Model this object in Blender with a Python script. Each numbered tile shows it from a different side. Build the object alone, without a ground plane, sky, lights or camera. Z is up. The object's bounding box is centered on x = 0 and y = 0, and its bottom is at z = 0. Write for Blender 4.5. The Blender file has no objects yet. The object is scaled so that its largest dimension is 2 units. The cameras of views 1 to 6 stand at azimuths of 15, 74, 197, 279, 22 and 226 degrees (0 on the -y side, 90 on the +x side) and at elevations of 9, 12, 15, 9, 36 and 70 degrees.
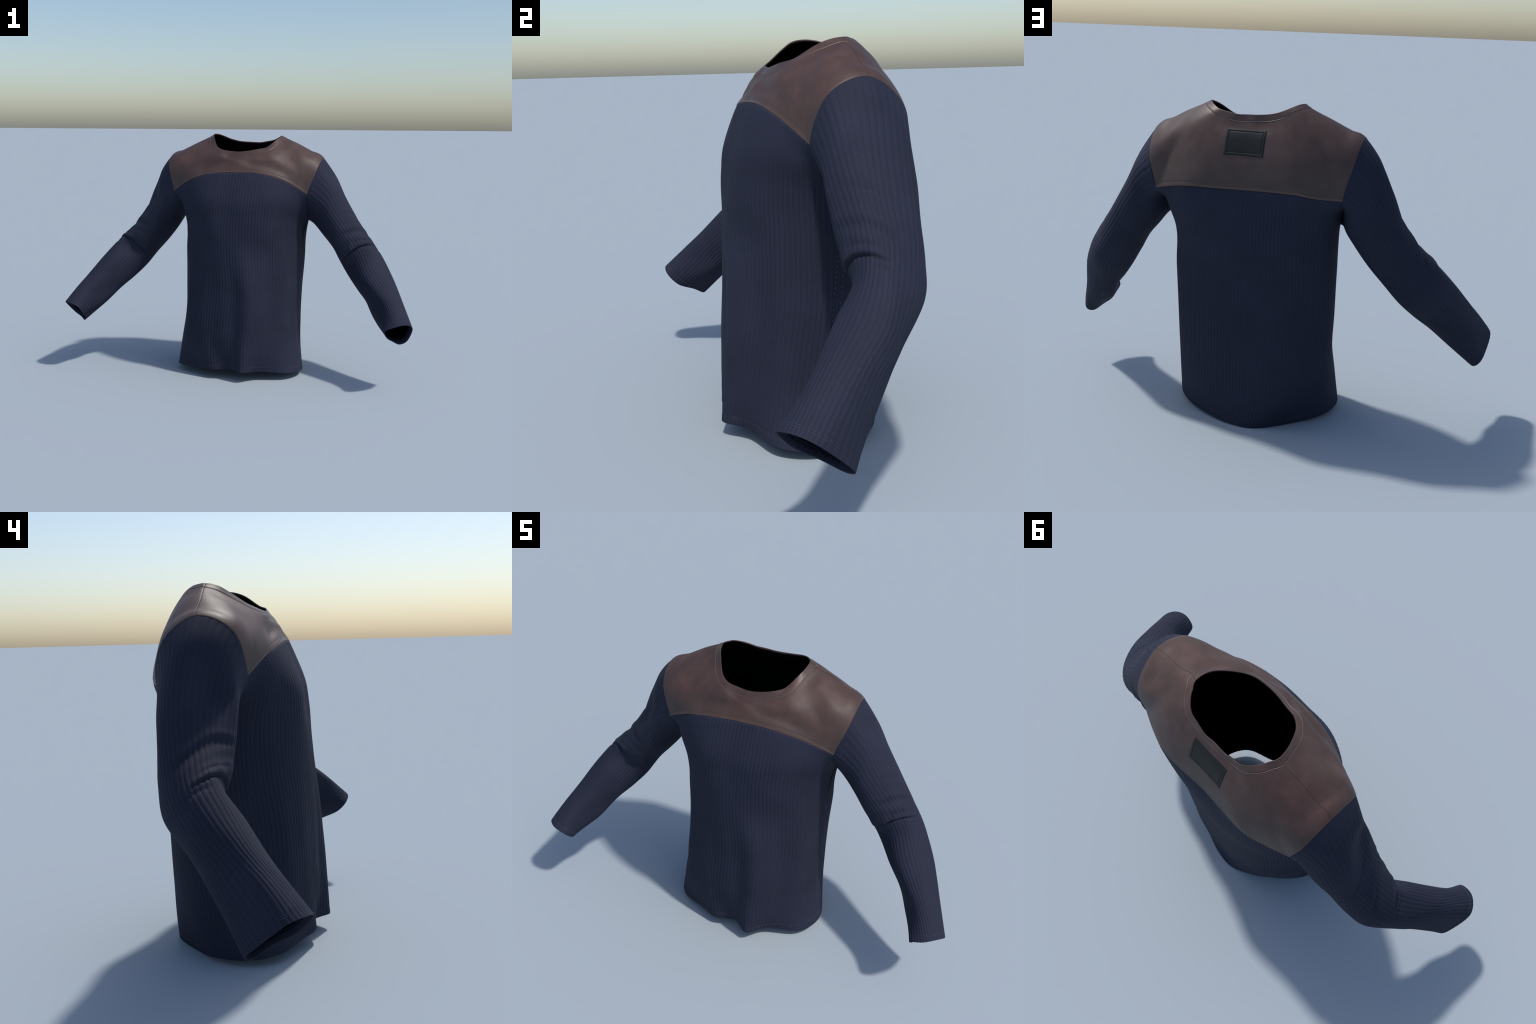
"""Long-sleeved ribbed knit shirt with a leather yoke, standing empty as if worn.

The garment is described by a few control rings, as a tailor would measure a
dressed form:
  * yoke rings   - closed loops round the neck, from the neck edge out to the yoke seam
  * torso rings  - loops round the body, from the chest down to the hem
  * sleeve rings - loops of eight points round each arm, from the armhole to the cuff
Splines through these rings give smooth cloth surfaces; knit ribs, folds at the
elbows, seams, stitches, edge rolls and the back label are built on top of them.
"""
import math
import random

import bpy
import numpy as np
from mathutils import Vector
from mathutils.bvhtree import BVHTree

random.seed(7)
rng = np.random.default_rng(7)

# ----------------------------------------------------------------- measures
# every loop: front from the wearer's right (-x) to left (+x), left shoulder,
# back from left to right, right shoulder.  Metres.
YOKE_ROWS = ("neck", "collar", "upper", "lower", "seam")
YOKE_KNOTS = [0.0, 0.026, 0.10, 0.19, 0.28]
TORSO_ROWS = ("seam", "underarm", "chest", "ribcage", "waist", "hip", "skirt", "hem")
TORSO_KNOTS = [0.28, 0.37, 0.45, 0.66, 0.87, 1.08, 1.21, 1.27]
SLEEVE_KNOTS = [0.28, 0.34, 0.42, 0.52, 0.62, 0.70, 0.78, 0.88, 0.98, 1.06]

YOKE = {}
TORSO = {}
SLEEVE = {"left": [], "right": []}

YOKE["neck"] = dict(
    front=[(-0.174, 0.041, 1.322), (-0.141, -0.012, 1.284), (-0.101, -0.043, 1.267), (-0.051, -0.052, 1.261), (0.001, -0.060, 1.258), (0.054, -0.058, 1.264), (0.103, -0.046, 1.273), (0.148, -0.015, 1.284), (0.185, 0.044, 1.323)],
    left=[(0.199, 0.087, 1.340), (0.199, 0.133, 1.346), (0.183, 0.158, 1.343)],
    back=[(0.166, 0.183, 1.336), (0.131, 0.212, 1.322), (0.087, 0.222, 1.314), (0.046, 0.229, 1.308), (-0.000, 0.226, 1.309), (-0.044, 0.228, 1.311), (-0.084, 0.223, 1.315), (-0.130, 0.214, 1.327), (-0.169, 0.180, 1.345)],
    right=[(-0.184, 0.154, 1.352), (-0.198, 0.122, 1.354), (-0.192, 0.081, 1.346)],
)
YOKE["collar"] = dict(
    front=[(-0.184, 0.023, 1.300), (-0.160, -0.023, 1.270), (-0.104, -0.068, 1.248), (-0.054, -0.073, 1.237), (0.004, -0.081, 1.234), (0.057, -0.076, 1.238), (0.111, -0.064, 1.249), (0.159, -0.037, 1.267), (0.195, 0.018, 1.298)],
    left=[(0.219, 0.073, 1.317), (0.226, 0.120, 1.332), (0.211, 0.159, 1.332)],
    back=[(0.180, 0.199, 1.318), (0.149, 0.220, 1.307), (0.107, 0.231, 1.287), (0.055, 0.236, 1.278), (0.001, 0.238, 1.277), (-0.054, 0.235, 1.281), (-0.103, 0.232, 1.290), (-0.149, 0.222, 1.310), (-0.190, 0.189, 1.333)],
    right=[(-0.211, 0.155, 1.337), (-0.224, 0.122, 1.339), (-0.217, 0.071, 1.320)],
)
YOKE["upper"] = dict(
    front=[(-0.252, -0.022, 1.241), (-0.197, -0.060, 1.226), (-0.129, -0.083, 1.222), (-0.063, -0.090, 1.220), (0.001, -0.094, 1.219), (0.065, -0.091, 1.219), (0.131, -0.085, 1.222), (0.197, -0.068, 1.230), (0.253, -0.024, 1.243)],
    left=[(0.284, 0.041, 1.285), (0.288, 0.126, 1.306), (0.275, 0.185, 1.284)],
    back=[(0.244, 0.233, 1.255), (0.195, 0.254, 1.237), (0.137, 0.263, 1.224), (0.071, 0.266, 1.218), (-0.000, 0.267, 1.216), (-0.071, 0.268, 1.219), (-0.136, 0.265, 1.226), (-0.196, 0.255, 1.238), (-0.250, 0.231, 1.257)],
    right=[(-0.285, 0.184, 1.289), (-0.304, 0.115, 1.301), (-0.288, 0.037, 1.280)],
)
YOKE["lower"] = dict(
    front=[(-0.334, -0.068, 1.152), (-0.245, -0.089, 1.166), (-0.156, -0.092, 1.176), (-0.075, -0.103, 1.191), (0.001, -0.115, 1.199), (0.075, -0.105, 1.192), (0.155, -0.100, 1.181), (0.241, -0.087, 1.166), (0.327, -0.063, 1.157)],
    left=[(0.366, -0.002, 1.234), (0.370, 0.118, 1.265), (0.346, 0.225, 1.210)],
    back=[(0.318, 0.256, 1.132), (0.251, 0.283, 1.127), (0.176, 0.297, 1.130), (0.089, 0.297, 1.129), (-0.002, 0.295, 1.129), (-0.092, 0.299, 1.130), (-0.180, 0.302, 1.131), (-0.256, 0.289, 1.128), (-0.328, 0.262, 1.136)],
    right=[(-0.363, 0.218, 1.216), (-0.377, 0.113, 1.262), (-0.374, -0.008, 1.231)],
)
YOKE["seam"] = dict(
    front=[(-0.389, -0.053, 1.031), (-0.284, -0.102, 1.096), (-0.188, -0.130, 1.129), (-0.089, -0.138, 1.144), (0.001, -0.137, 1.147), (0.084, -0.138, 1.147), (0.175, -0.130, 1.135), (0.279, -0.105, 1.100), (0.387, -0.050, 1.029)],
    left=[(0.437, -0.012, 1.174), (0.447, 0.116, 1.224), (0.428, 0.237, 1.130)],
    back=[(0.391, 0.255, 0.986), (0.299, 0.294, 1.007), (0.212, 0.320, 1.019), (0.106, 0.321, 1.020), (-0.005, 0.315, 1.021), (-0.112, 0.319, 1.023), (-0.224, 0.319, 1.022), (-0.306, 0.293, 1.008), (-0.403, 0.257, 1.003)],
    right=[(-0.434, 0.229, 1.144), (-0.445, 0.109, 1.233), (-0.433, -0.017, 1.179)],
)
TORSO["underarm"] = dict(
    front=[(-0.367, 0.002, 0.957), (-0.310, -0.101, 0.983), (-0.224, -0.161, 1.009), (-0.125, -0.196, 0.996), (-0.002, -0.198, 1.001), (0.125, -0.193, 1.003), (0.221, -0.161, 1.011), (0.312, -0.097, 0.987), (0.378, 0.004, 0.949)],
    back=[(0.383, 0.162, 0.935), (0.334, 0.248, 0.922), (0.257, 0.301, 0.914), (0.145, 0.325, 0.913), (-0.002, 0.328, 0.914), (-0.148, 0.315, 0.916), (-0.261, 0.282, 0.919), (-0.339, 0.242, 0.927), (-0.388, 0.156, 0.941)],
)
TORSO["chest"] = dict(
    front=[(-0.363, 0.091, 0.875), (-0.302, -0.072, 0.870), (-0.227, -0.159, 0.887), (-0.133, -0.207, 0.909), (-0.008, -0.211, 0.907), (0.129, -0.207, 0.907), (0.232, -0.157, 0.898), (0.313, -0.059, 0.888), (0.363, 0.091, 0.878)],
    back=[(0.363, 0.091, 0.878), (0.331, 0.192, 0.833), (0.257, 0.271, 0.812), (0.148, 0.313, 0.806), (-0.001, 0.327, 0.805), (-0.152, 0.315, 0.808), (-0.268, 0.274, 0.818), (-0.344, 0.205, 0.841), (-0.363, 0.091, 0.875)],
)
TORSO["ribcage"] = dict(
    front=[(-0.355, 0.073, 0.684), (-0.300, -0.064, 0.689), (-0.237, -0.153, 0.700), (-0.136, -0.205, 0.713), (-0.006, -0.236, 0.710), (0.132, -0.204, 0.711), (0.233, -0.155, 0.706), (0.301, -0.067, 0.701), (0.337, 0.061, 0.691)],
    back=[(0.337, 0.061, 0.691), (0.335, 0.161, 0.655), (0.275, 0.246, 0.633), (0.155, 0.291, 0.625), (-0.001, 0.311, 0.622), (-0.159, 0.300, 0.626), (-0.279, 0.254, 0.638), (-0.351, 0.179, 0.660), (-0.355, 0.073, 0.684)],
)
TORSO["waist"] = dict(
    front=[(-0.352, 0.061, 0.485), (-0.298, -0.070, 0.501), (-0.248, -0.164, 0.510), (-0.137, -0.212, 0.515), (0.007, -0.248, 0.516), (0.133, -0.231, 0.516), (0.229, -0.173, 0.510), (0.294, -0.083, 0.503), (0.327, 0.041, 0.492)],
    back=[(0.327, 0.041, 0.492), (0.322, 0.159, 0.470), (0.278, 0.238, 0.453), (0.162, 0.282, 0.443), (-0.001, 0.304, 0.437), (-0.164, 0.296, 0.440), (-0.285, 0.246, 0.451), (-0.353, 0.168, 0.468), (-0.352, 0.061, 0.485)],
)
TORSO["hip"] = dict(
    front=[(-0.347, 0.036, 0.288), (-0.304, -0.098, 0.310), (-0.254, -0.185, 0.319), (-0.139, -0.223, 0.321), (-0.005, -0.250, 0.322), (0.117, -0.255, 0.320), (0.216, -0.198, 0.312), (0.287, -0.104, 0.305), (0.322, 0.029, 0.295)],
    back=[(0.322, 0.029, 0.295), (0.318, 0.149, 0.282), (0.273, 0.227, 0.270), (0.161, 0.275, 0.260), (0.001, 0.297, 0.251), (-0.161, 0.290, 0.250), (-0.279, 0.238, 0.260), (-0.349, 0.150, 0.274), (-0.347, 0.036, 0.288)],
)
TORSO["skirt"] = dict(
    front=[(-0.357, -0.005, 0.137), (-0.315, -0.127, 0.152), (-0.233, -0.197, 0.162), (-0.127, -0.231, 0.166), (-0.012, -0.248, 0.163), (0.085, -0.272, 0.152), (0.197, -0.212, 0.154), (0.292, -0.129, 0.149), (0.336, -0.006, 0.140)],
    back=[(0.336, -0.006, 0.140), (0.325, 0.123, 0.132), (0.267, 0.211, 0.124), (0.158, 0.271, 0.114), (0.005, 0.293, 0.103), (-0.145, 0.289, 0.094), (-0.254, 0.218, 0.109), (-0.341, 0.128, 0.122), (-0.357, -0.005, 0.137)],
)
TORSO["hem"] = dict(
    front=[(-0.367, -0.038, 0.024), (-0.314, -0.144, 0.036), (-0.193, -0.202, 0.044), (-0.100, -0.244, 0.050), (-0.000, -0.230, 0.055), (0.081, -0.284, 0.056), (0.164, -0.208, 0.050), (0.306, -0.153, 0.037), (0.364, -0.041, 0.028)],
    back=[(0.364, -0.041, 0.028), (0.340, 0.084, 0.027), (0.262, 0.186, 0.019), (0.150, 0.259, 0.011), (0.022, 0.302, 0.002), (-0.089, 0.297, -0.002), (-0.212, 0.209, 0.001), (-0.334, 0.103, 0.017), (-0.367, -0.038, 0.024)],
)
# left sleeve: rings from the upper arm to the cuff edge, each starting at the front and going over the shoulder side
SLEEVE["left"].append([(0.466, -0.045, 0.971), (0.517, -0.011, 1.082), (0.518, 0.106, 1.127), (0.499, 0.214, 1.063), (0.453, 0.236, 0.957), (0.416, 0.197, 0.888), (0.399, 0.106, 0.856), (0.423, 0.019, 0.883)])
SLEEVE["left"].append([(0.518, -0.047, 0.907), (0.562, -0.002, 0.986), (0.575, 0.094, 1.012), (0.563, 0.198, 0.967), (0.518, 0.231, 0.885), (0.470, 0.195, 0.818), (0.452, 0.098, 0.796), (0.477, 0.000, 0.830)])
SLEEVE["left"].append([(0.580, -0.039, 0.823), (0.629, 0.006, 0.880), (0.649, 0.084, 0.889), (0.639, 0.180, 0.850), (0.585, 0.208, 0.792), (0.533, 0.178, 0.741), (0.517, 0.085, 0.724), (0.536, -0.016, 0.753)])
SLEEVE["left"].append([(0.635, -0.027, 0.742), (0.700, 0.007, 0.785), (0.726, 0.073, 0.781), (0.713, 0.154, 0.742), (0.657, 0.194, 0.699), (0.594, 0.158, 0.660), (0.557, 0.073, 0.655), (0.577, -0.009, 0.692)])
SLEEVE["left"].append([(0.680, -0.030, 0.674), (0.748, -0.013, 0.706), (0.791, 0.043, 0.700), (0.778, 0.119, 0.651), (0.722, 0.160, 0.610), (0.654, 0.114, 0.576), (0.607, 0.048, 0.580), (0.623, -0.001, 0.627)])
SLEEVE["left"].append([(0.724, -0.092, 0.601), (0.794, -0.061, 0.630), (0.850, -0.000, 0.608), (0.840, 0.041, 0.540), (0.783, 0.058, 0.492), (0.720, 0.047, 0.483), (0.676, -0.000, 0.500), (0.678, -0.055, 0.548)])
SLEEVE["left"].append([(0.791, -0.159, 0.533), (0.852, -0.133, 0.554), (0.900, -0.078, 0.530), (0.891, -0.036, 0.466), (0.839, -0.014, 0.400), (0.761, -0.038, 0.387), (0.750, -0.079, 0.432), (0.759, -0.129, 0.480)])
SLEEVE["left"].append([(0.860, -0.230, 0.467), (0.911, -0.210, 0.478), (0.947, -0.152, 0.449), (0.925, -0.091, 0.376), (0.884, -0.075, 0.325), (0.822, -0.116, 0.323), (0.806, -0.165, 0.360), (0.822, -0.204, 0.410)])
SLEEVE["left"].append([(0.919, -0.320, 0.383), (0.971, -0.288, 0.389), (0.997, -0.230, 0.357), (0.965, -0.139, 0.270), (0.925, -0.146, 0.248), (0.891, -0.203, 0.276), (0.867, -0.270, 0.311), (0.862, -0.311, 0.354)])
# right sleeve: rings from the upper arm to the cuff edge, each starting at the front and going over the shoulder side
SLEEVE["right"].append([(-0.454, -0.040, 0.990), (-0.494, 0.009, 1.109), (-0.509, 0.119, 1.159), (-0.501, 0.207, 1.073), (-0.456, 0.242, 0.961), (-0.409, 0.200, 0.886), (-0.395, 0.105, 0.867), (-0.415, 0.008, 0.908)])
SLEEVE["right"].append([(-0.506, -0.039, 0.937), (-0.527, 0.034, 1.001), (-0.579, 0.131, 1.032), (-0.561, 0.204, 0.973), (-0.508, 0.232, 0.880), (-0.454, 0.192, 0.816), (-0.435, 0.102, 0.806), (-0.463, 0.004, 0.855)])
SLEEVE["right"].append([(-0.558, -0.036, 0.852), (-0.603, 0.036, 0.905), (-0.635, 0.127, 0.899), (-0.630, 0.193, 0.854), (-0.576, 0.210, 0.787), (-0.513, 0.177, 0.732), (-0.493, 0.093, 0.736), (-0.514, -0.004, 0.785)])
SLEEVE["right"].append([(-0.605, -0.032, 0.769), (-0.678, 0.020, 0.799), (-0.717, 0.099, 0.783), (-0.706, 0.165, 0.745), (-0.658, 0.193, 0.694), (-0.582, 0.159, 0.651), (-0.552, 0.079, 0.668), (-0.563, 0.000, 0.718)])
SLEEVE["right"].append([(-0.681, -0.020, 0.699), (-0.741, -0.004, 0.736), (-0.786, 0.070, 0.713), (-0.776, 0.129, 0.659), (-0.720, 0.162, 0.602), (-0.645, 0.121, 0.572), (-0.599, 0.046, 0.592), (-0.618, -0.003, 0.645)])
SLEEVE["right"].append([(-0.744, -0.092, 0.624), (-0.806, -0.066, 0.650), (-0.847, 0.001, 0.631), (-0.838, 0.058, 0.569), (-0.778, 0.074, 0.510), (-0.703, 0.062, 0.503), (-0.662, 0.003, 0.522), (-0.684, -0.054, 0.570)])
SLEEVE["right"].append([(-0.810, -0.170, 0.530), (-0.870, -0.142, 0.555), (-0.897, -0.089, 0.542), (-0.892, -0.024, 0.485), (-0.841, 0.009, 0.438), (-0.760, -0.009, 0.437), (-0.730, -0.059, 0.459), (-0.756, -0.124, 0.490)])
SLEEVE["right"].append([(-0.861, -0.239, 0.455), (-0.908, -0.224, 0.472), (-0.948, -0.175, 0.462), (-0.941, -0.090, 0.396), (-0.898, -0.057, 0.351), (-0.838, -0.072, 0.351), (-0.799, -0.136, 0.371), (-0.819, -0.189, 0.399)])
SLEEVE["right"].append([(-0.881, -0.309, 0.370), (-0.946, -0.302, 0.394), (-0.995, -0.242, 0.380), (-0.984, -0.157, 0.309), (-0.963, -0.119, 0.272), (-0.932, -0.136, 0.254), (-0.899, -0.188, 0.284), (-0.873, -0.262, 0.318)])

RIB_PITCH = {"front": 0.0172, "back": 0.0150}    # knit ribs run straight up the panels
PANEL_COLUMNS = 620
SLEEVE_RIBS = 40
PER_RIB = 8              # mesh columns per rib
RIB_DEPTH = 0.0008
CLOTH = 0.006            # distance from the outer face to the lining


# ----------------------------------------------------------------- splines
def spline_weights(knots, ts):
    """Weights of a cubic Hermite spline through points at the given knots."""
    kn = np.asarray(knots, float)
    n = len(kn)
    eye = np.eye(n)
    h = np.diff(kn)
    d = (eye[1:] - eye[:-1]) / h[:, None]
    m = np.zeros((n, n))
    for i in range(1, n - 1):
        m[i] = (h[i] * d[i - 1] + h[i - 1] * d[i]) / (h[i] + h[i - 1])
    m[0] = 1.5 * d[0] - 0.5 * m[1]
    m[-1] = 1.5 * d[-1] - 0.5 * m[-2]
    ts = np.asarray(ts, float)
    i = np.clip(np.searchsorted(kn, ts, side="right") - 1, 0, n - 2)
    s = ((ts - kn[i]) / h[i])[:, None]
    hh = h[i][:, None]
    return ((2 * s**3 - 3 * s**2 + 1) * eye[i] + (s**3 - 2 * s**2 + s) * hh * m[i]
            + (-2 * s**3 + 3 * s**2) * eye[i + 1] + (s**3 - s**2) * hh * m[i + 1])


def step(x, a, b):
    t = np.clip((x - a) / (b - a), 0, 1)
    return t * t * (3 - 2 * t)


def open_curve(points, u):
    return spline_weights(range(len(points)), u) @ np.asarray(points)


def closed_curve(points, u):
    p = np.asarray(points)
    n = len(p)
    idx = np.arange(-3, n + 4)
    return spline_weights(idx, np.mod(u, n)) @ p[idx % n]


def cornered_curve(points, u, corners):
    """Closed curve that turns sharply at the given point numbers."""
    p = np.asarray(points)
    n = len(p)
    out = np.zeros((len(u), 3))
    u = np.mod(u, n)
    for a, b in zip(corners, corners[1:] + [corners[0] + n]):
        inside = (u >= a) & (u < b)
        if inside.any():
            out[inside] = spline_weights(range(a, b + 1), u[inside]) @ p[np.arange(a, b + 1) % n]
    return out


CORNERS = [0, 8, 12, 20]
loop = {r: YOKE[r]["front"] + YOKE[r]["left"] + YOKE[r]["back"] + YOKE[r]["right"] for r in YOKE_ROWS}


def torso_points(row, side):
    return YOKE["seam"][side] if row == "seam" else TORSO[row][side]


def yoke_rows(u):
    rows = []
    for r in YOKE_ROWS:
        soft = closed_curve(loop[r], u)
        hard = cornered_curve(loop[r], u, CORNERS)
        w = {"lower": 0.5, "seam": 1.0}.get(r, 0.0)
        rows.append(soft * (1 - w) + hard * w)
    return rows


def yoke_columns(u, steps=160):
    """Fine polyline from the neck edge to the seam for every u; the cloth below
    the seam steers the tangent there, so the surface runs on smoothly."""
    rows = yoke_rows(u)
    v = np.linspace(0, YOKE_KNOTS[-1], steps)
    out = np.zeros((steps, len(u), 3))
    for i, x in enumerate(u):
        pts, kn = [r[i] for r in rows], list(YOKE_KNOTS)
        if 0 < x < 8:
            pts.append(open_curve(TORSO["underarm"]["front"], [x])[0]); kn.append(TORSO_KNOTS[1])
        elif 12 < x < 20:
            pts.append(open_curve(TORSO["underarm"]["back"], [x - 12])[0]); kn.append(TORSO_KNOTS[1])
        elif 8 < x < 12:
            pts.append(open_curve(SLEEVE["left"][0][:5], [x - 8])[0]); kn.append(SLEEVE_KNOTS[1])
        elif x > 20:
            pts.append(open_curve(SLEEVE["right"][0][4::-1], [x - 20])[0]); kn.append(SLEEVE_KNOTS[1])
        corner = min(abs((x - c + 12) % 24 - 12) for c in CORNERS)
        w = float(step(corner, 0.0, 1.6))             # no steering at the yoke corners
        plain = spline_weights(kn[:5], v) @ np.array(pts[:5])
        out[:, i] = plain * (1 - w) + w * (spline_weights(kn, v) @ np.array(pts))
    return v, out


def torso_surface(side, u, v):
    rows = [yoke_rows(u if side == "front" else u + 12)[3]]
    for r in TORSO_ROWS:
        if r in ("seam", "underarm"):
            rows.append(open_curve(torso_points(r, side), u))
        else:
            ring = TORSO[r]["front"] + TORSO[r]["back"][1:-1]
            rows.append(closed_curve(ring, u if side == "front" else u + 8))
    w = spline_weights([YOKE_KNOTS[3]] + TORSO_KNOTS, v)
    return np.einsum("vk,kuc->vuc", w, np.array(rows))


def armhole_ring(hand):
    s, f, b = YOKE["seam"], TORSO["underarm"]["front"], TORSO["underarm"]["back"]
    c = TORSO["chest"]["front"]
    if hand == "left":
        return [s["front"][8]] + s["left"] + [s["back"][0], b[0], c[8], f[8]]
    return [s["front"][0]] + s["right"][::-1] + [s["back"][8], b[8], c[0], f[0]]


def sleeve_surface(hand, u, v):
    rows = [closed_curve(armhole_ring(hand), u)] + [closed_curve(r, u) for r in SLEEVE[hand]]
    return np.einsum("vk,kuc->vuc", spline_weights(SLEEVE_KNOTS, v), np.array(rows))


# ----------------------------------------------------------------- grid tools
def grid_normals(p, wrap, flip=False):
    du = (np.roll(p, -1, 1) - np.roll(p, 1, 1)) if wrap else np.gradient(p, axis=1)
    dv = np.gradient(p, axis=0)
    n = np.cross(du, dv)
    n /= np.linalg.norm(n, axis=2, keepdims=True) + 1e-12
    return -n if flip else n


def bump(x, w):
    return np.exp(-(x / w) ** 2)


def ribs(phase):
    """Broad flat ribs with narrow furrows; phase counts ribs."""
    c = np.abs(np.sin(np.pi * phase))
    return c ** 0.75 * 2 - 1.2


class Sheet:
    """Collects grids of points into one mesh."""

    def __init__(self):
        self.v, self.f, self.n = [], [], 0

    def grid(self, p, wrap=False, flip=False):
        nv, nu = p.shape[:2]
        idx = np.arange(nv * nu).reshape(nv, nu) + self.n
        nxt = np.roll(idx, -1, 1) if wrap else idx[:, 1:]
        cur = idx if wrap else idx[:, :-1]
        q = np.stack([cur[:-1], nxt[:-1], nxt[1:], cur[1:]], -1).reshape(-1, 4)
        self.f.append(q[:, ::-1] if flip else q)
        self.v.append(p.reshape(-1, 3))
        self.n += nv * nu

    def tube(self, pts, r, sides=6, closed=False):
        pts = np.asarray(pts)
        t = np.roll(pts, -1, 0) - np.roll(pts, 1, 0) if closed else np.gradient(pts, axis=0)
        t /= np.linalg.norm(t, axis=1, keepdims=True) + 1e-12
        ref = np.where(np.abs(t[:, 2:3]) < 0.9, [[0, 0, 1.0]], [[1.0, 0, 0]])
        a = np.cross(t, ref)
        a /= np.linalg.norm(a, axis=1, keepdims=True)
        b = np.cross(t, a)
        ang = np.arange(sides) * 2 * math.pi / sides
        taper = np.ones(len(pts))
        if not closed:
            taper[0] = taper[-1] = 0.35
        ring = (pts[:, None] + r * taper[:, None, None] * (np.cos(ang)[None, :, None] * a[:, None] + np.sin(ang)[None, :, None] * b[:, None]))
        if closed:
            ring = np.concatenate([ring, ring[:1]])
        self.grid(ring, wrap=True, flip=True)

    def make(self, name, material, parent, weld=0.0, kind=None):
        v, f = np.concatenate(self.v), np.concatenate(self.f)
        me = bpy.data.meshes.new(name)
        me.vertices.add(len(v))
        me.vertices.foreach_set("co", v.astype(np.float32).ravel())
        me.loops.add(f.size)
        me.loops.foreach_set("vertex_index", f.astype(np.int32).ravel())
        me.polygons.add(len(f))
        me.polygons.foreach_set("loop_start", np.arange(0, f.size, 4, dtype=np.int32))
        me.update(calc_edges=True)
        me.validate()
        if weld:
            import bmesh
            bm = bmesh.new()
            bm.from_mesh(me)
            bmesh.ops.remove_doubles(bm, verts=bm.verts, dist=weld)
            bm.to_mesh(me)
            bm.free()
        me.polygons.foreach_set("use_smooth", np.ones(len(me.polygons), bool))
        me.materials.append(material)
        ob = bpy.data.objects.new(name, me)
        bpy.context.scene.collection.objects.link(ob)
        ob.parent = parent
        if kind:
            ob["kind"] = kind
        return ob


def turned_edge(p, n, inward, depth=0.02, thick=0.0035):
    """Rows that roll the last row of a grid inwards and back up inside, as a hem does.
    `inward` points along the cloth, away from the edge."""
    e, m, d = p[-1], n[-1], inward
    rows = [e - d * -0.0006 - m * 0.0008, e - d * -0.0010 - m * thick * 0.5, e - d * -0.0006 - m * (thick - 0.0006),
            e + d * 0.002 - m * thick, e + d * depth - m * (thick + 0.0006)]
    return np.stack(rows)


def unit(a):
    return a / (np.linalg.norm(a, axis=-1, keepdims=True) + 1e-12)


# ----------------------------------------------------------------- materials
def new_material(name):
    mat = bpy.data.materials.new(name)
    mat.use_nodes = True
    nt = mat.node_tree
    nt.nodes.clear()
    out = nt.nodes.new("ShaderNodeOutputMaterial")
    sh = nt.nodes.new("ShaderNodeBsdfPrincipled")
    nt.links.new(sh.outputs[0], out.inputs[0])
    return mat, nt, sh


def node(nt, kind, **inputs):
    n = nt.nodes.new(kind)
    for k, val in inputs.items():
        if hasattr(n, k):
            setattr(n, k, val)
        else:
            n.inputs[k.replace("_", " ")].default_value = val
    return n


def ramp(nt, fac, stops):
    r = nt.nodes.new("ShaderNodeValToRGB")
    while len(r.color_ramp.elements) < len(stops):
        r.color_ramp.elements.new(0.5)
    for e, (pos, col) in zip(r.color_ramp.elements, stops):
        e.position = pos
        e.color = (*col, 1) if len(col) == 3 else (col[0],) * 3 + (1,)
    nt.links.new(fac, r.inputs[0])
    return r.outputs[0]


def noise(nt, scale, detail=4, rough=0.55, stretch=(1, 1, 1)):
    co = nt.nodes.new("ShaderNodeTexCoord")
    mp = nt.nodes.new("ShaderNodeMapping")
    mp.inputs["Scale"].default_value = stretch
    nt.links.new(co.outputs["Object"], mp.inputs[0])
    n = node(nt, "ShaderNodeTexNoise", Scale=scale, Detail=detail, Roughness=rough)
    nt.links.new(mp.outputs[0], n.inputs["Vector"])
    return n.outputs["Fac"]


def mix(nt, fac, a, b, blend="MIX"):
    m = nt.nodes.new("ShaderNodeMix")
    m.data_type = "RGBA"
    m.blend_type = blend
    for sock, val in ((m.inputs[0], fac), (m.inputs[6], a), (m.inputs[7], b)):
        if isinstance(val, bpy.types.NodeSocket):
            nt.links.new(val, sock)
        elif isinstance(val, (int, float)):
            sock.default_value = val
        else:
            sock.default_value = (*val, 1)
    return m.outputs[2]


def knit_material(name, base):
    mat, nt, sh = new_material(name)
    geo = nt.nodes.new("ShaderNodeNewGeometry")
    dark = tuple(c * 0.72 for c in base)
    lite = tuple(c * 1.15 for c in base)
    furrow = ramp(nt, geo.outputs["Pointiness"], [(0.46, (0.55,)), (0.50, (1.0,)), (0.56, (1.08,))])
    cloud = ramp(nt, noise(nt, 5, 3), [(0.35, dark), (0.65, lite)])
    heather = ramp(nt, noise(nt, 260, 2, 0.6), [(0.3, (0.82,)), (0.7, (1.15,))])
    c = mix(nt, 0.45, base, cloud)
    c = mix(nt, 1.0, c, heather, "MULTIPLY")
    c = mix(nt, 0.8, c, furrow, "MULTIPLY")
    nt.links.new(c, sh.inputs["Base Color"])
    sh.inputs["Roughness"].default_value = 0.8
    sh.inputs["Specular IOR Level"].default_value = 0.22
    b = node(nt, "ShaderNodeBump", Strength=0.12, Distance=0.0008)
    nt.links.new(noise(nt, 420, 2, 0.6, (1, 1, 0.45)), b.inputs["Height"])
    nt.links.new(b.outputs[0], sh.inputs["Normal"])
    return mat


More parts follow.
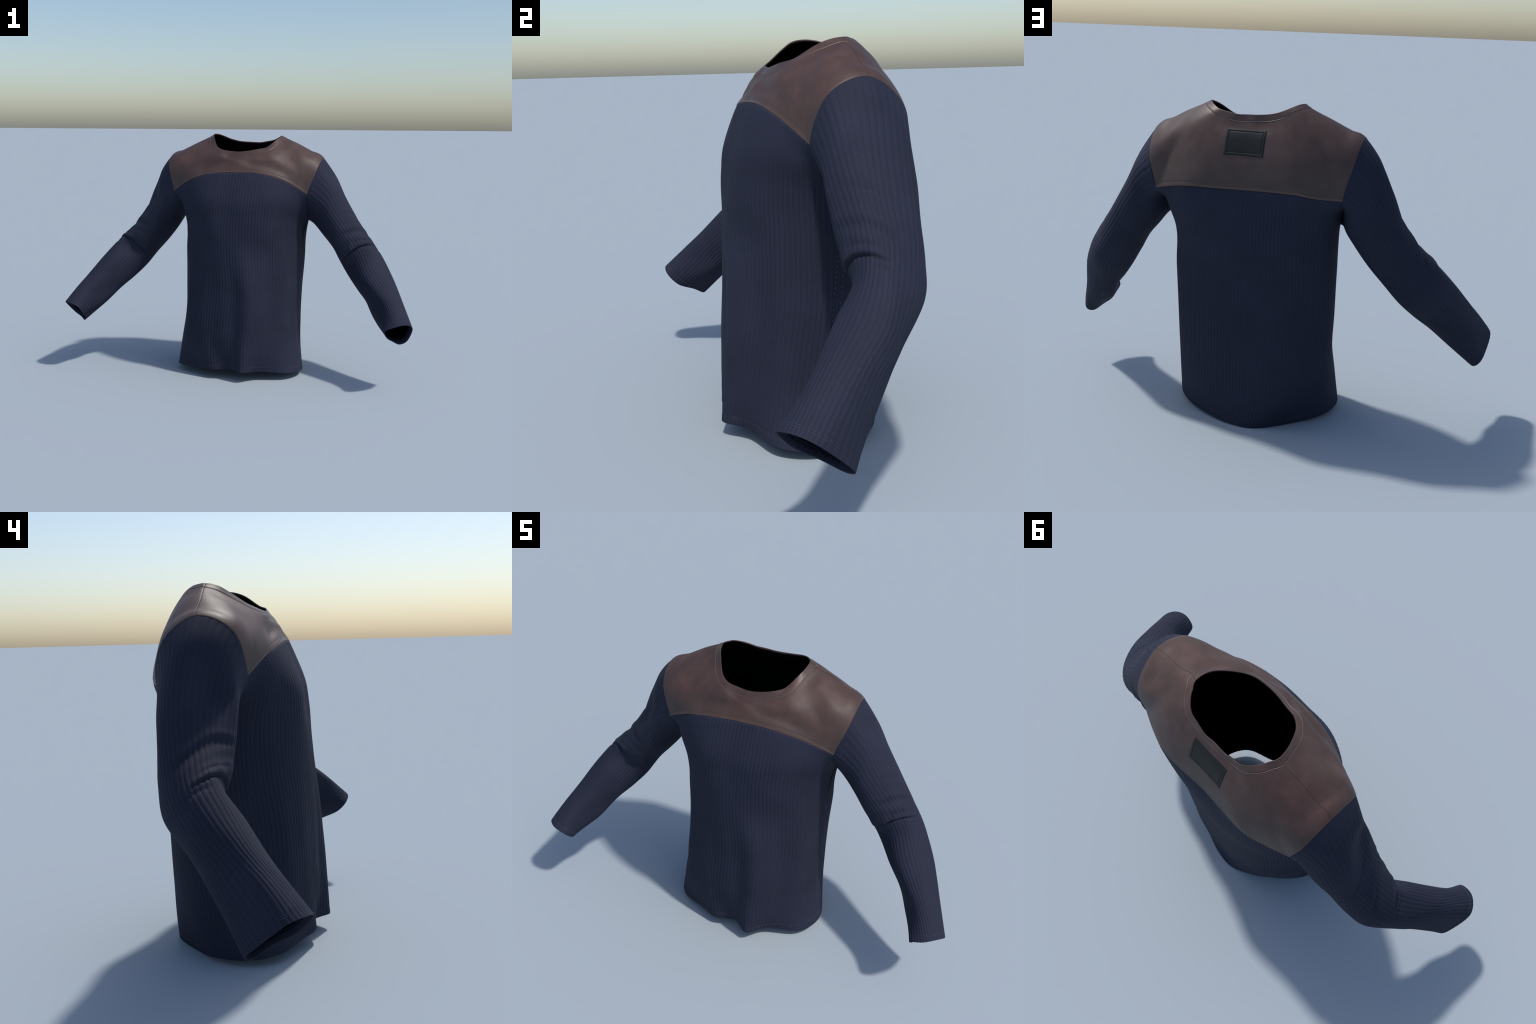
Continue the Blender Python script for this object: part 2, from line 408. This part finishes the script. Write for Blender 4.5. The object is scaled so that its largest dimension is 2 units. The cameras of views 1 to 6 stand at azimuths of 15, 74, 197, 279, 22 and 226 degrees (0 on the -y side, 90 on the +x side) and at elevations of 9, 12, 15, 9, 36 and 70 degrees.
def leather_material(name, red, brown, grey, rough=0.42, wear=0.0):
    mat, nt, sh = new_material(name)
    co = nt.nodes.new("ShaderNodeTexCoord")
    sep = nt.nodes.new("ShaderNodeSeparateXYZ")
    nt.links.new(co.outputs["Object"], sep.inputs[0])
    patches = ramp(nt, noise(nt, 9, 5, 0.62), [(0.40, (0.0,)), (0.66, (1.0,))])
    c = mix(nt, patches, brown, red)
    stains = ramp(nt, noise(nt, 16, 4, 0.65, (1, 1, 0.6)), [(0.36, (0.72,)), (0.58, (1.0,)), (0.76, (1.2,))])
    c = mix(nt, 0.7, c, stains, "MULTIPLY")
    # the lower part of the yoke is greyer towards the seam
    h = node(nt, "ShaderNodeMapRange")
    h.inputs["From Min"].default_value, h.inputs["From Max"].default_value = 1.20, 1.05
    nt.links.new(sep.outputs["Z"], h.inputs["Value"])
    blur = node(nt, "ShaderNodeMath", operation="MULTIPLY")
    nt.links.new(h.outputs[0], blur.inputs[0])
    blur.inputs[1].default_value = 0.55
    c = mix(nt, blur.outputs[0], c, grey)
    nt.links.new(c, sh.inputs["Base Color"])
    r = node(nt, "ShaderNodeMapRange")
    r.inputs["To Min"].default_value, r.inputs["To Max"].default_value = rough - 0.09, rough + 0.12
    nt.links.new(noise(nt, 11, 4, 0.6), r.inputs["Value"])
    nt.links.new(r.outputs[0], sh.inputs["Roughness"])
    sh.inputs["Specular IOR Level"].default_value = 0.33
    b1 = node(nt, "ShaderNodeBump", Strength=0.16, Distance=0.004)
    nt.links.new(noise(nt, 13, 3, 0.5, (0.6, 1.0, 1.4)), b1.inputs["Height"])
    b2 = node(nt, "ShaderNodeBump", Strength=0.10, Distance=0.0012)
    nt.links.new(noise(nt, 160, 3, 0.6), b2.inputs["Height"])
    nt.links.new(b1.outputs[0], b2.inputs["Normal"])
    nt.links.new(b2.outputs[0], sh.inputs["Normal"])
    return mat


def plain_material(name, col, rough=0.7, spec=0.3, grain=0.15):
    mat, nt, sh = new_material(name)
    n = ramp(nt, noise(nt, 60, 3), [(0.3, tuple(c * (1 - grain) for c in col)), (0.7, tuple(c * (1 + grain) for c in col))])
    nt.links.new(n, sh.inputs["Base Color"])
    sh.inputs["Roughness"].default_value = rough
    sh.inputs["Specular IOR Level"].default_value = spec
    return mat



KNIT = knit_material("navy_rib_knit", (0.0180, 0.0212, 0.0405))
LEATHER = leather_material("worn_brown_leather", (0.086, 0.046, 0.039), (0.068, 0.041, 0.036), (0.055, 0.043, 0.037), 0.5)
LEATHER_EDGE = leather_material("rubbed_leather_edge", (0.118, 0.062, 0.049), (0.098, 0.055, 0.045), (0.092, 0.055, 0.045))
LEATHER_COLLAR = leather_material("collar_leather", (0.085, 0.046, 0.040), (0.070, 0.043, 0.038), (0.06, 0.045, 0.04))
HIGHLIGHT_BEAD = plain_material("bead_paled_for_highlight", (0.15, 0.098, 0.084), 0.36, 0.6)
SEAM = plain_material("dark_seam_thread", (0.028, 0.021, 0.02), 0.8)
THREAD = plain_material("navy_thread", (0.062, 0.068, 0.105), 0.7)
THREAD_SIDE = plain_material("blue_thread", (0.09, 0.10, 0.165), 0.7)
PATCH = plain_material("black_leather_label", (0.0135, 0.0155, 0.0160), 0.55, 0.22)
PATCH_THREAD = plain_material("label_thread", (0.055, 0.064, 0.068), 0.6)
LINING = plain_material("shade_blackened_lining", (0.0035, 0.0035, 0.0045), 0.95, 0.0)  # base colour taken near black to hold the unlit gloom inside the garment


# ----------------------------------------------------------------- the shirt
shirt = bpy.data.objects.new("long_sleeve_shirt", None)
bpy.context.scene.collection.objects.link(shirt)
shirt["label"] = "navy ribbed knit long-sleeved shirt with brown leather shoulder yoke"
shirt["category"] = "shirt"

# ---- torso: front and back panels, ribbed, meeting at the side seams
HEM_LINES = (0.029, 0.036)      # two rows of hem stitching, metres above the edge
v0, v1 = TORSO_KNOTS[0], TORSO_KNOTS[-1]
tv = np.unique(np.concatenate([np.linspace(v0, v1 - 0.06, 120), np.linspace(v1 - 0.06, v1, 40)]))
tu = np.linspace(0, 8, PANEL_COLUMNS + 1)
panels = {}
for side in ("front", "back"):
    p = torso_surface(side, tu, tv)
    panels[side] = (p, grid_normals(p, False, flip=True))
# let both panels share their normals along the side seam below the armpit
below = tv >= TORSO_KNOTS[2] - 1e-6
for a, b in ((-1, 0), (0, -1)):
    nf, nb = panels["front"][1], panels["back"][1]
    m = unit(nf[:, a] + nb[:, b])
    nf[below, a] = m[below]
    nb[below, b] = m[below]

def drapes(u, z):
    """Soft upright folds in the front panel, strongest above the hem."""
    tall = 1.25 * step(z, 0.02, 0.22) * (1 - step(z, 0.50, 0.85)) + 0.15
    ridge = 5.0 - 0.85 * (z - 0.1)
    d = 0.0065 * bump(u - ridge - 0.05, 0.36) - 0.0075 * bump(u - ridge + 0.55, 0.36)
    valley = 6.2 - 1.1 * (z - 0.2)
    d += 0.005 * bump(u - valley - 0.85, 0.42) - 0.006 * bump(u - valley, 0.4)
    d += 0.004 * bump(u - 2.9, 0.35) - 0.003 * bump(u - 2.2, 0.35)
    return d * tall


from_edge = {}
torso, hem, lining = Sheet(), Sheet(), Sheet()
for side, (p, n) in panels.items():
    seg = np.linalg.norm(np.diff(p, axis=0), axis=2)
    up = np.concatenate([np.cumsum(seg[::-1], 0)[::-1], np.zeros((1, p.shape[1]))])   # distance above the hem
    from_edge[side] = up
    # the grain of the cloth is upright: count ribs by the level distance from the centre line
    level = np.linalg.norm(np.diff(p[..., :2], axis=1), axis=2)
    reach = np.concatenate([np.zeros((p.shape[0], 1)), np.cumsum(level, 1)], 1)
    reach -= reach[:, PANEL_COLUMNS // 2][:, None]
    worn = 1.05 + 0.22 * np.sin(9 * reach + 5 * p[..., 2] + 1.3) + 0.18 * np.sin(23 * reach - 8 * p[..., 2])
    d = RIB_DEPTH * worn * ribs(reach / RIB_PITCH[side])
    if side == "front":
        d += drapes(np.broadcast_to(tu, up.shape), p[..., 2])
    for line in HEM_LINES:
        d -= 0.0009 * bump(up - line, 0.0022)
    d *= 0.35 + 0.65 * step(up, 0.0, 0.004)
    q = p + n * d[..., None]
    cut = int(np.argmin(np.abs(up.mean(1) - 0.0325)))
    top = np.stack([q[0] - n[0] * 0.008, q[0] - n[0] * 0.002])
    torso.grid(np.concatenate([top, q[: cut + 1]]), flip=True)
    tail = turned_edge(q, n, unit(q[-4] - q[-1]))
    hem.grid(np.concatenate([q[cut:], tail]), flip=True)
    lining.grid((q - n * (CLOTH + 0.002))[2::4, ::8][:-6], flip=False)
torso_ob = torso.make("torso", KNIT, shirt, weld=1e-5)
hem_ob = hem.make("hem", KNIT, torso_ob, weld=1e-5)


# ---- sleeves
def elbow_folds(u, v, hand):
    """Cloth that bunches inside the bent elbow: an overhanging crease with two
    slacker folds above it.  u runs round the arm (0.2 = inside of the elbow)."""
    vv = v - SLEEVE_KNOTS[0]
    du = (u - 0.3 + 4) % 8 - 4                       # from the inner-front line
    crease = (0.352 if hand == "left" else 0.388) + 0.016 * np.clip(du, 0, 2) + 0.006 * np.clip(-du, 0, 2)
    wide = np.clip(1 - (np.abs(du + 0.05) / 1.75) ** 2, 0, 1)[None, :]
    x = vv[:, None] - crease[None, :]
    d = wide * (0.010 * step(x, -0.075, -0.012) * (1 - step(x, -0.002, 0.004)) - 0.005 * bump(x - 0.005, 0.005))
    arc = (0.268 + 0.031 * (du - 0.1))[None, :] + (0.0 if hand == "left" else 0.014)
    on = (step(du, -0.7, 0.3) * (1 - step(du, 1.5, 2.6)))[None, :]
    y = vv[:, None] - arc
    slim = (0.014 - 0.006 * step(du, 0.6, 1.6))[None, :]
    d += on * (0.0030 * bump(y + 0.022, 0.015) - 0.0037 * bump(y, slim * 1.3) + 0.003 * bump(y - 0.030, 0.018))
    first = (0.190 + 0.038 * (du - 0.7))[None, :]
    faint = (step(du, 0.3, 1.0) * (1 - step(du, 1.8, 2.6)))[None, :]
    d -= faint * 0.0026 * bump(vv[:, None] - first, 0.010)
    mid = (crease - 0.030 + 0.010 * np.clip(du, -0.5, 1))[None, :]
    on3 = (step(du, -0.4, 0.2) * (1 - step(du, 0.9, 1.6)))[None, :]
    d -= on3 * 0.0030 * bump(vv[:, None] - mid, 0.0075)
    pucker = (step(du, -0.9, -0.2) * (1 - step(du, 0.5, 1.1)))[None, :]
    d += pucker * 0.0018 * np.sin(9.0 * du + 70 * x) * bump(x + 0.012, 0.030)
    low = crease[None, :] + 0.028 - 0.012 * np.clip(du - 0.9, 0, 2)[None, :]
    on2 = (step(du, 0.7, 1.2) * (1 - step(du, 1.7, 2.2)))[None, :]
    d -= on2 * 0.003 * bump(vv[:, None] - low, 0.006)
    return d


CUFF_LINES = (0.022, 0.029)
sv = np.unique(np.concatenate([np.linspace(SLEEVE_KNOTS[0], SLEEVE_KNOTS[-1] - 0.05, 220), np.linspace(SLEEVE_KNOTS[-1] - 0.05, SLEEVE_KNOTS[-1], 36)]))
su = np.arange(SLEEVE_RIBS * PER_RIB) * 8 / (SLEEVE_RIBS * PER_RIB)
sleeves = {}
for hand in ("left", "right"):
    p = sleeve_surface(hand, su, sv)
    n = grid_normals(p, True, flip=(hand == "left"))
    seg = np.linalg.norm(np.diff(p, axis=0), axis=2)
    up = np.concatenate([np.cumsum(seg[::-1], 0)[::-1], np.zeros((1, p.shape[1]))])
    away = np.concatenate([np.zeros((1, p.shape[1])), np.cumsum(seg, 0)])
    d = RIB_DEPTH * np.broadcast_to(ribs(su * SLEEVE_RIBS / 8), up.shape) * (0.25 + 0.75 * step(away, 0.0, 0.03))
    for line in CUFF_LINES:
        d = d - 0.0009 * bump(up - line, 0.0022)
    d = d * (0.35 + 0.65 * step(up, 0.0, 0.004))
    d = d + elbow_folds(su, sv, hand)
    q = p + n * d[..., None]
    cut = int(np.argmin(np.abs(up.mean(1) - 0.0255)))
    top = np.stack([q[0] - n[0] * 0.008, q[0] - n[0] * 0.002])
    s, c = Sheet(), Sheet()
    rev = hand == "left"
    s.grid(np.concatenate([top, q[: cut + 1]]), wrap=True, flip=rev)
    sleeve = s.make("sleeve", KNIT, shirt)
    tail = turned_edge(q, n, unit(q[-4] - q[-1]))
    c.grid(np.concatenate([q[cut:], tail]), wrap=True, flip=rev)
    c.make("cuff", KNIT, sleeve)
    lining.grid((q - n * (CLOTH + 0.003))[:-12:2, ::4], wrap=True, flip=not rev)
    sleeves[hand] = (sleeve, p, n, up)

# ---- yoke and collar
yu = np.arange(24 * 14) / 14.0
seams = np.array([0, .012, .024, .04, .06])
yu = np.unique(np.round(np.concatenate([yu] + [np.concatenate([c + seams, c - seams]) for c in (10, 22)]), 5))
yv, col = yoke_columns(yu)
cn = grid_normals(col, True, flip=True)
COLLAR = 0.0285          # width of the neck band
from_neck = np.concatenate([np.zeros((1, len(yu))), np.cumsum(np.linalg.norm(np.diff(col, axis=0), axis=2), 0)])
rim_way = unit(np.roll(col[0], -1, 0) - np.roll(col[0], 1, 0))
slant = np.sqrt(np.clip(1 - np.sum(unit(col[8] - col[0]) * rim_way, 1) ** 2, 0.4, 1))
for _ in range(12):
    slant = (np.roll(slant, 1) + slant + np.roll(slant, -1)) / 3
band_width = COLLAR / slant
seam_row = col[-1]
along = unit(np.roll(seam_row, -1, 0) - np.roll(seam_row, 1, 0))
panel = ((yu >= 0) & (yu <= 8)) | ((yu >= 12) & (yu <= 20))
BAND = 0.009
GROOVE = 0.017
offsets = np.array([0, .0012, .0025, .005, .008, .011, .0135, .0155, .017, .0185, .0205, .024, .030])
rows_n = 46
yp = np.zeros((len(offsets) + rows_n, len(yu), 3))
yn = np.zeros_like(yp)
yoff = np.zeros(yp.shape[:2])
for i in range(len(yu)):
    line, nl = col[::-1, i], cn[::-1, i]
    s = np.concatenate([[0], np.cumsum(np.linalg.norm(np.diff(line, axis=0), axis=1))])
    lean = math.sqrt(max(1 - float(unit(line[4] - line[0]) @ along[i]) ** 2, 0.3))
    near = offsets / lean
    t = np.concatenate([near, near[-1] + (s[-1] - band_width[i] - near[-1]) * (np.arange(1, rows_n + 1) / rows_n)])
    for a in range(3):
        yp[:, i, a] = np.interp(t, s, line[:, a])
        yn[:, i, a] = np.interp(t, s, nl[:, a])
    yoff[:, i] = t * lean
yn = unit(yn)
to_collar = np.linalg.norm(yp - yp[-1:], axis=2)
rise = 0.0016 - 0.0013 * bump(yoff, 0.0018)
rise = rise + panel[None, :] * (0.0005 * bump(yoff - 0.006, 0.005) - 0.0009 * bump(yoff - GROOVE, 0.0018))
rise = rise - 0.0008 * bump(to_collar, 0.003)
girth = np.linalg.norm(np.roll(yp, -1, 1) - yp, axis=2) / ((np.roll(yu, -1) - yu) % 24)[None, :]
for c in (10, 22):
    rise = rise - 0.0007 * bump((yu - c)[None, :] * girth, 0.0022)
yq = yp + yn * rise[..., None]
tuck = np.stack([yq[0] - yn[0] * 0.007, yq[0] - yn[0] * 0.0015])
body_rows = np.concatenate([tuck, yq])
split = 2 + int(np.argmin(np.abs(offsets - BAND)))


def loop_parts(rows, mask):
    """Consecutive column runs where mask holds."""
    runs, i = [], 0
    idx = np.nonzero(mask)[0]
    for run in np.split(idx, np.nonzero(np.diff(idx) > 1)[0] + 1):
        runs.append(rows[:, run])
    return runs


yoke = Sheet()
yoke.grid(body_rows[split:], wrap=True)
arm = np.nonzero(~panel)[0]
for run in np.split(arm, np.nonzero(np.diff(arm) > 1)[0] + 1):
    full = np.concatenate([[run[0] - 1], run, [(run[-1] + 1) % len(yu)]])
    yoke.grid(body_rows[: split + 1, full])
yoke_ob = yoke.make("yoke", LEATHER, shirt, weld=1e-6)
trim = Sheet()
for run in loop_parts(body_rows[: split + 1], panel):
    trim.grid(run)
trim.make("yoke_trim", LEATHER_EDGE, yoke_ob, weld=1e-6)
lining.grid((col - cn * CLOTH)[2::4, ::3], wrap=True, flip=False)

collar_p, collar_n = np.zeros((14, len(yu), 3)), np.zeros((14, len(yu), 3))
for i in range(len(yu)):
    ck = np.linspace(band_width[i], 0, 14)
    for a in range(3):
        collar_p[:, i, a] = np.interp(ck, from_neck[:, i], col[:, i, a])
        collar_n[:, i, a] = np.interp(ck, from_neck[:, i], cn[:, i, a])
collar_n = unit(collar_n)
wide = np.linalg.norm(collar_p - collar_p[:1], axis=2)
lift = 0.0022 - 0.0020 * bump(wide, 0.002)
gc = np.linalg.norm(np.roll(collar_p, -1, 1) - collar_p, axis=2) / ((np.roll(yu, -1) - yu) % 24)[None, :]
for c in (10, 22):
    lift = lift - 0.0007 * bump((yu - c)[None, :] * gc, 0.0018)
collar_q = collar_p + collar_n * lift[..., None]
collar = Sheet()
roll = turned_edge(collar_q, collar_n, unit(collar_q[-3] - collar_q[-1]), depth=0.016, thick=0.004)
collar.grid(np.concatenate([(collar_q[0] - collar_n[0] * 0.004)[None], collar_q, roll]), wrap=True)
collar_ob = collar.make("collar", LEATHER_COLLAR, yoke_ob)

# bead modelling the highlight along the collar seam, thread in the shoulder seams
pipe = Sheet()
pipe.tube(collar_p[0] + collar_n[0] * 0.0012, 0.0011, closed=True)
pipe.make("collar_highlight_bead", HIGHLIGHT_BEAD, yoke_ob)
for c in (10, 22):
    i = int(np.argmin(np.abs(yu - c)))
    line = np.concatenate([yq[::2, i] + yn[::2, i] * 0.0003, collar_q[::2, i] + collar_n[::2, i] * 0.0002])
    thread = Sheet()
    thread.tube(line[1:], 0.0005)
    thread.make("shoulder_seam", SEAM, yoke_ob)

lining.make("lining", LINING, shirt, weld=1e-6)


# ---- stitches
def stitch_line(sheet, pts, nrm, length, gap, r, lift=0.0004, shrink=0.0):
    """A broken line of small thread stitches along a curve on the cloth."""
    s = np.concatenate([[0], np.cumsum(np.linalg.norm(np.diff(pts, axis=0), axis=1))])
    at, total = 0.0, s[-1]
    while at + length < total:
        ln = length * (1 - shrink * at / total)
        t = np.linspace(at, at + ln, 4)
        a = np.stack([np.interp(t, s, pts[:, k]) for k in range(3)], 1)
        m = np.stack([np.interp(t, s, nrm[:, k]) for k in range(3)], 1)
        sheet.tube(a + unit(m) * lift, r, sides=5)
        at += length + gap


def level_line(p, n, up, height):
    """Curve at a constant distance from the cloth's edge."""
    a, b = np.zeros((p.shape[1], 3)), np.zeros((p.shape[1], 3))
    for i in range(p.shape[1]):
        o = up[:, i][::-1]
        for k in range(3):
            a[i, k] = np.interp(height, o, p[::-1, i, k])
            b[i, k] = np.interp(height, o, n[::-1, i, k])
    return a, unit(b)


st = Sheet()
for side, (p, n) in panels.items():
    for line in HEM_LINES:
        a, b = level_line(p, n, from_edge[side], line)
        stitch_line(st, a[::4], b[::4], 0.0045, 0.0025, 0.0007)
st.make("hem_stitching", THREAD, hem_ob, kind="stuff")
for hand, (sleeve, p, n, up) in sleeves.items():
    st = Sheet()
    for line in CUFF_LINES:
        a, b = level_line(p, n, up, line)
        a, b = np.concatenate([a, a[:1]]), np.concatenate([b, b[:1]])
        stitch_line(st, a[::2], b[::2], 0.0048, 0.0022, 0.0009)
    st.make("cuff_stitching", THREAD, sleeve, kind="stuff")
# two dashed lines of thicker thread beside each side seam
st = Sheet()
for a, b, side in ((-1, 0, "front"), (None, 14, "back"), (0, -1, "front"), (None, -15, "back")):
    p, n = panels[side]
    k = b if a is None else a
    use = (tv > TORSO_KNOTS[2] + 0.01) & (from_edge[side][:, k] > 0.045)
    stitch_line(st, p[use, k], n[use, k], 0.011, 0.007, 0.0009, lift=0.0004, shrink=0.65)
st.make("side_seam_stitching", THREAD_SIDE, torso_ob, kind="stuff")

# ---- label sewn on the back of the yoke
centre = col[:, (yu >= 14) & (yu <= 18)]
cloth = BVHTree.FromPolygons([Vector(x) for x in yq.reshape(-1, 3)],
                             [(r * len(yu) + c, r * len(yu) + c + 1, (r + 1) * len(yu) + c + 1, (r + 1) * len(yu) + c)
                              for r in range(yq.shape[0] - 1) for c in range(len(yu) - 1)])
LW, LH = 0.166, 0.101
fine = np.concatenate([np.arange(0, 0.0165, 0.0011)])
gx = np.concatenate([fine, np.linspace(0.0175, LW - 0.0175, 26), LW - fine[::-1]])
gz = np.concatenate([fine, np.linspace(0.0175, LH - 0.0175, 16), LH - fine[::-1]])
lp, ln_ = np.zeros((len(gz), len(gx), 3)), np.zeros((len(gz), len(gx), 3))
for j, z in enumerate(gz):
    for i, x in enumerate(gx):
        hit, nor, _, _ = cloth.ray_cast(Vector((0.0815 - x, 1.0, 1.2535 - z)), Vector((0, -1, 0)))
        lp[j, i] = hit
        ln_[j, i] = nor if nor.y > 0 else -nor
for _ in range(3):
    ln_[1:-1, 1:-1] = unit(ln_[1:-1, 1:-1] + ln_[:-2, 1:-1] + ln_[2:, 1:-1] + ln_[1:-1, :-2] + ln_[1:-1, 2:])
ex = np.minimum(gx, LW - gx)[None, :]
ez = np.minimum(gz, LH - gz)[:, None]
e = np.minimum(ex, ez)
h = 0.0005 + 0.0013 * step(e, 0.0025, 0.0045) * (1 - step(e, 0.0085, 0.0105)) + 0.0010 * step(e, 0.011, 0.014) - 0.0006 * bump(e - 0.0108, 0.0012)
surf = lp + ln_ * h[..., None]
patch = Sheet()
patch.grid(surf, flip=True)
for edge, en in ((surf[0], ln_[0]), (surf[-1][::-1], ln_[-1][::-1]), (surf[:, 0][::-1], ln_[:, 0][::-1]), (surf[:, -1], ln_[:, -1])):
    patch.grid(np.stack([edge - en * 0.004, edge]), flip=True)
patch_ob = patch.make("label_patch", PATCH, yoke_ob, weld=1e-6)
st = Sheet()
k = 10
for line, nn in ((surf[k, k:-k], ln_[k, k:-k]), (surf[-k - 1, k:-k], ln_[-k - 1, k:-k]), (surf[k:-k, k], ln_[k:-k, k]), (surf[k:-k, -k - 1], ln_[k:-k, -k - 1])):
    stitch_line(st, line, nn, 0.003, 0.002, 0.0006, lift=0.0003)
st.make("label_stitching", PATCH_THREAD, patch_ob, kind="stuff")
